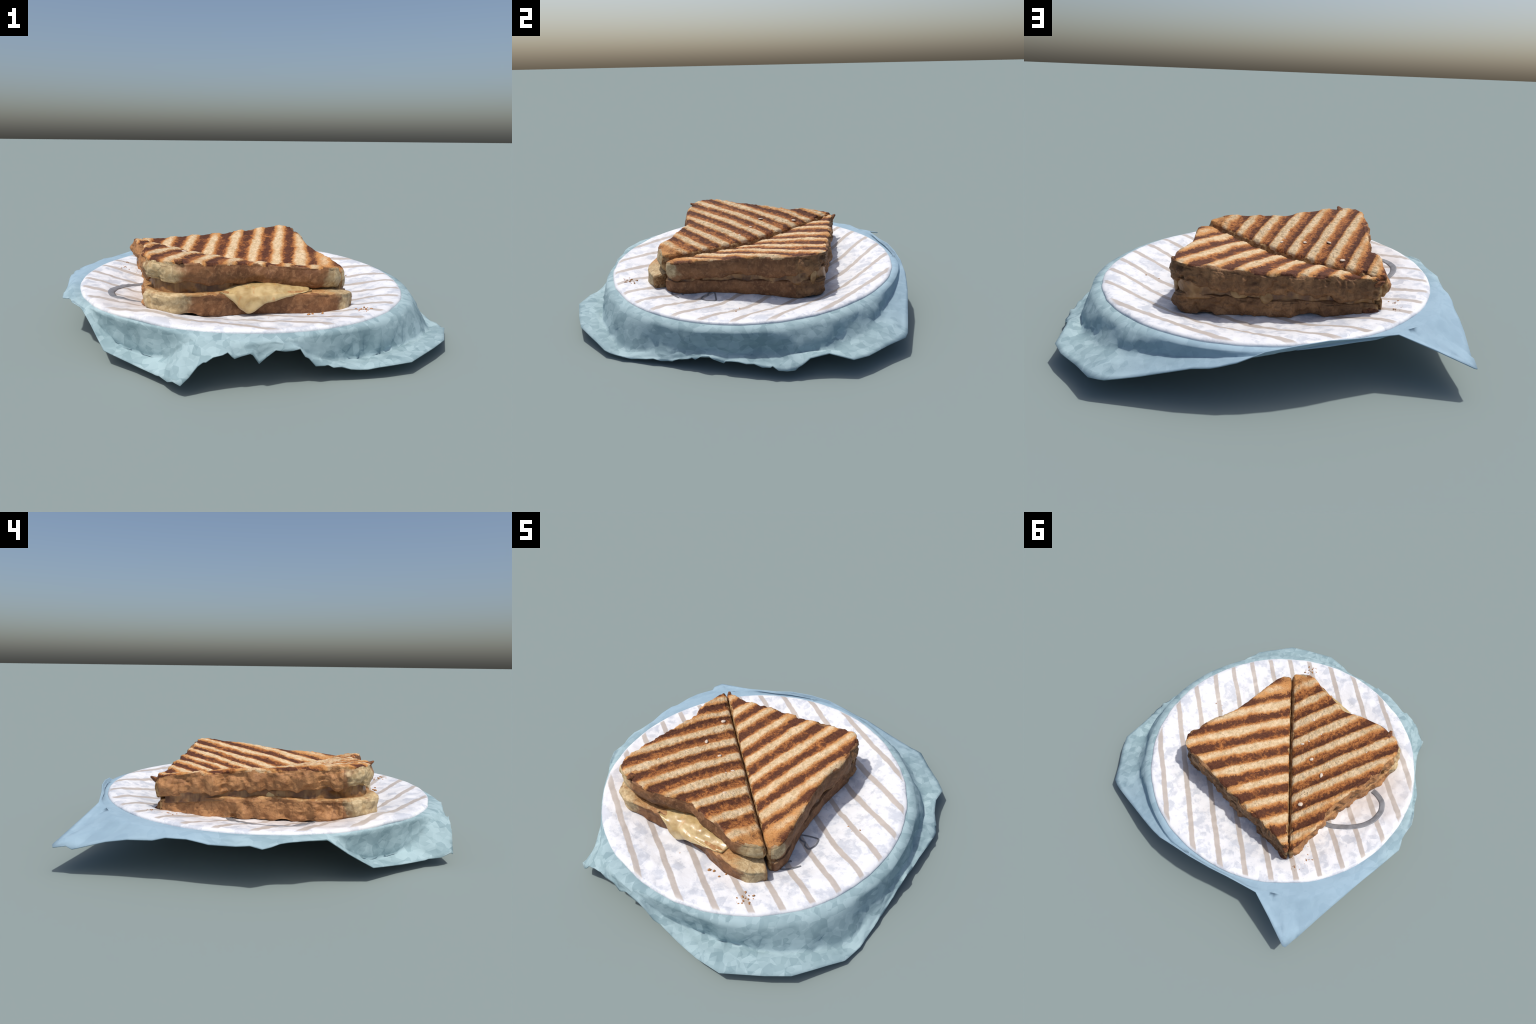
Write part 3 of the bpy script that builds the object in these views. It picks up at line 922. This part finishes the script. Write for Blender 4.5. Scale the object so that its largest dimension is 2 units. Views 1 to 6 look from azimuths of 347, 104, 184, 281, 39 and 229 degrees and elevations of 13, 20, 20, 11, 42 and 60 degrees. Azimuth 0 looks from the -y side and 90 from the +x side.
# drops on the back of the far half
drip(far, (0.085, 0.452, 0.315), (0.08, 0.47, 0.248), 0.052, 0.016, (1, 0.03, 0), 41, M_DROP)
drip(far, (-0.055, 0.445, 0.31), (-0.055, 0.474, 0.232), 0.036, 0.018, (1, 0, 0), 42, M_DROP)
drip(far, (0.395, 0.455, 0.345), (0.388, 0.452, 0.235), 0.020, 0.010, (0.6, -0.8, 0), 43, M_DROP)
drip(far, (-0.56, 0.43, 0.35), (-0.545, 0.425, 0.27), 0.020, 0.012, (0.8, 0.5, 0), 44, M_DROP)
# strings at the left side of the near half
drip(near, (-0.545, 0.24, 0.31), (-0.575, 0.25, 0.235), 0.03, 0.012, (0, 1, 0), 45, M_FILL, "filling")
drip(near, (-0.545, -0.12, 0.335), (-0.553, -0.12, 0.29), 0.026, 0.010, (0, 1, 0), 46)


# ------------------------------------------------------------------ curled crust flaps at the corners
def flap(parent, pts, widths, seed, mat=M_CHAR):
    P = np.array(pts, float)
    t = np.linspace(0, len(P) - 1, 12)
    C = np.stack([np.interp(t, np.arange(len(P)), P[:, k]) for k in range(3)], -1)
    C[1:-1] = (C[:-2] + C[1:-1] * 2 + C[2:]) / 4
    W = np.interp(t, np.arange(len(P)), widths)
    T = np.gradient(C, axis=0)
    secs = []
    for c, tt, w in zip(C, T, W):
        tt = tt / np.linalg.norm(tt)
        a = np.cross(tt, [0.3, 0.2, 1.0])
        a /= np.linalg.norm(a)
        b = np.cross(tt, a)
        secs.append([c + a * w * math.cos(q) + b * w * 0.6 * math.sin(q) for q in np.linspace(0, 2 * math.pi, 12, endpoint=False)])
    grid_solid("crust_flap", secs, mat, parent, seed, 0.004)


flap(near, [(-0.44, -0.55, 0.45), (-0.425, -0.58, 0.464), (-0.416, -0.598, 0.474)], (0.030, 0.018, 0.008), 51)
flap(far, [(-0.565, 0.415, 0.345), (-0.597, 0.445, 0.368), (-0.612, 0.462, 0.384)], (0.026, 0.017, 0.008), 52)
flap(near, [(-0.575, 0.36, 0.355), (-0.605, 0.383, 0.368), (-0.622, 0.390, 0.375)], (0.024, 0.016, 0.008), 53, M_TORN)
flap(far, [(-0.54, 0.42, 0.22), (-0.585, 0.445, 0.215), (-0.60, 0.455, 0.21)], (0.03, 0.024, 0.014), 54)


# ------------------------------------------------------------------ specks and crumbs
def lumps(name, parent, centres, sizes, flat, mat, seed):
    g = np.random.default_rng(seed)
    V, F = [], []
    for c, s in zip(centres, sizes):
        base = len(V)
        nu, nv = 9, 6
        sq = g.uniform(0.7, 1.4)
        rot = g.uniform(0, math.pi)
        for a in range(nv + 1):
            la = -math.pi / 2 + math.pi * a / nv
            for b in range(nu):
                lo = 2 * math.pi * b / nu
                q = 1 + g.normal(0, 0.12)
                x, y = s * sq * math.cos(la) * math.cos(lo) * q, s / sq * math.cos(la) * math.sin(lo) * q
                V.append((c[0] + x * math.cos(rot) - y * math.sin(rot), c[1] + x * math.sin(rot) + y * math.cos(rot), c[2] + s * flat * math.sin(la)))
        for a in range(nv):
            for b in range(nu):
                F.append([base + a * nu + b, base + a * nu + (b + 1) % nu, base + (a + 1) * nu + (b + 1) % nu, base + (a + 1) * nu + b])
    o = add(make_mesh(name, V, F, [mat]), name, parent)
    o["kind"] = "stuff"


SPECKS = [(-0.425, 0.184, 0.018), (-0.355, -0.046, 0.015), (-0.218, -0.086, 0.015), (-0.256, -0.218, 0.009), (-0.083, -0.125, 0.014), (-0.095, -0.167, 0.010),
          (-0.119, -0.26, 0.013), (0.012, -0.302, 0.014), (-0.37, -0.33, 0.010), (-0.43, -0.37, 0.010)]


def on_near(x, y):
    q = np.array([x, y]) - ORG
    return float(top_near(q @ DC, q @ DP))


lumps("flour_specks", near, [(x, y, on_near(x, y) + 0.0005) for x, y, _ in SPECKS], [s * 0.9 for *_, s in SPECKS], 0.3, M_SPECK, 61)
cr, sz = [], []
g = np.random.default_rng(8)
for (cx, cy, sp, cnt, smin, smax) in [(0.459, -0.666, 0.022, 18, 0.002, 0.007), (-0.69, 0.39, 0.035, 18, 0.0015, 0.005), (-0.63, 0.33, 0.04, 12, 0.0015, 0.004), (0.66, 0.06, 0.06, 4, 0.003, 0.005), (0.0, -0.68, 0.08, 4, 0.002, 0.004), (0.25, -0.64, 0.02, 4, 0.005, 0.010)]:
    for _ in range(cnt):
        x, y = cx + g.normal(0, sp), cy + g.normal(0, sp)
        s = g.uniform(smin, smax)
        cr.append((x, y, float(plate_z(x, y)) + 0.002 + s * 0.5))
        sz.append(s)
lumps("toast_crumbs", plate, cr, sz, 0.6, M_CRUMBS, 62)
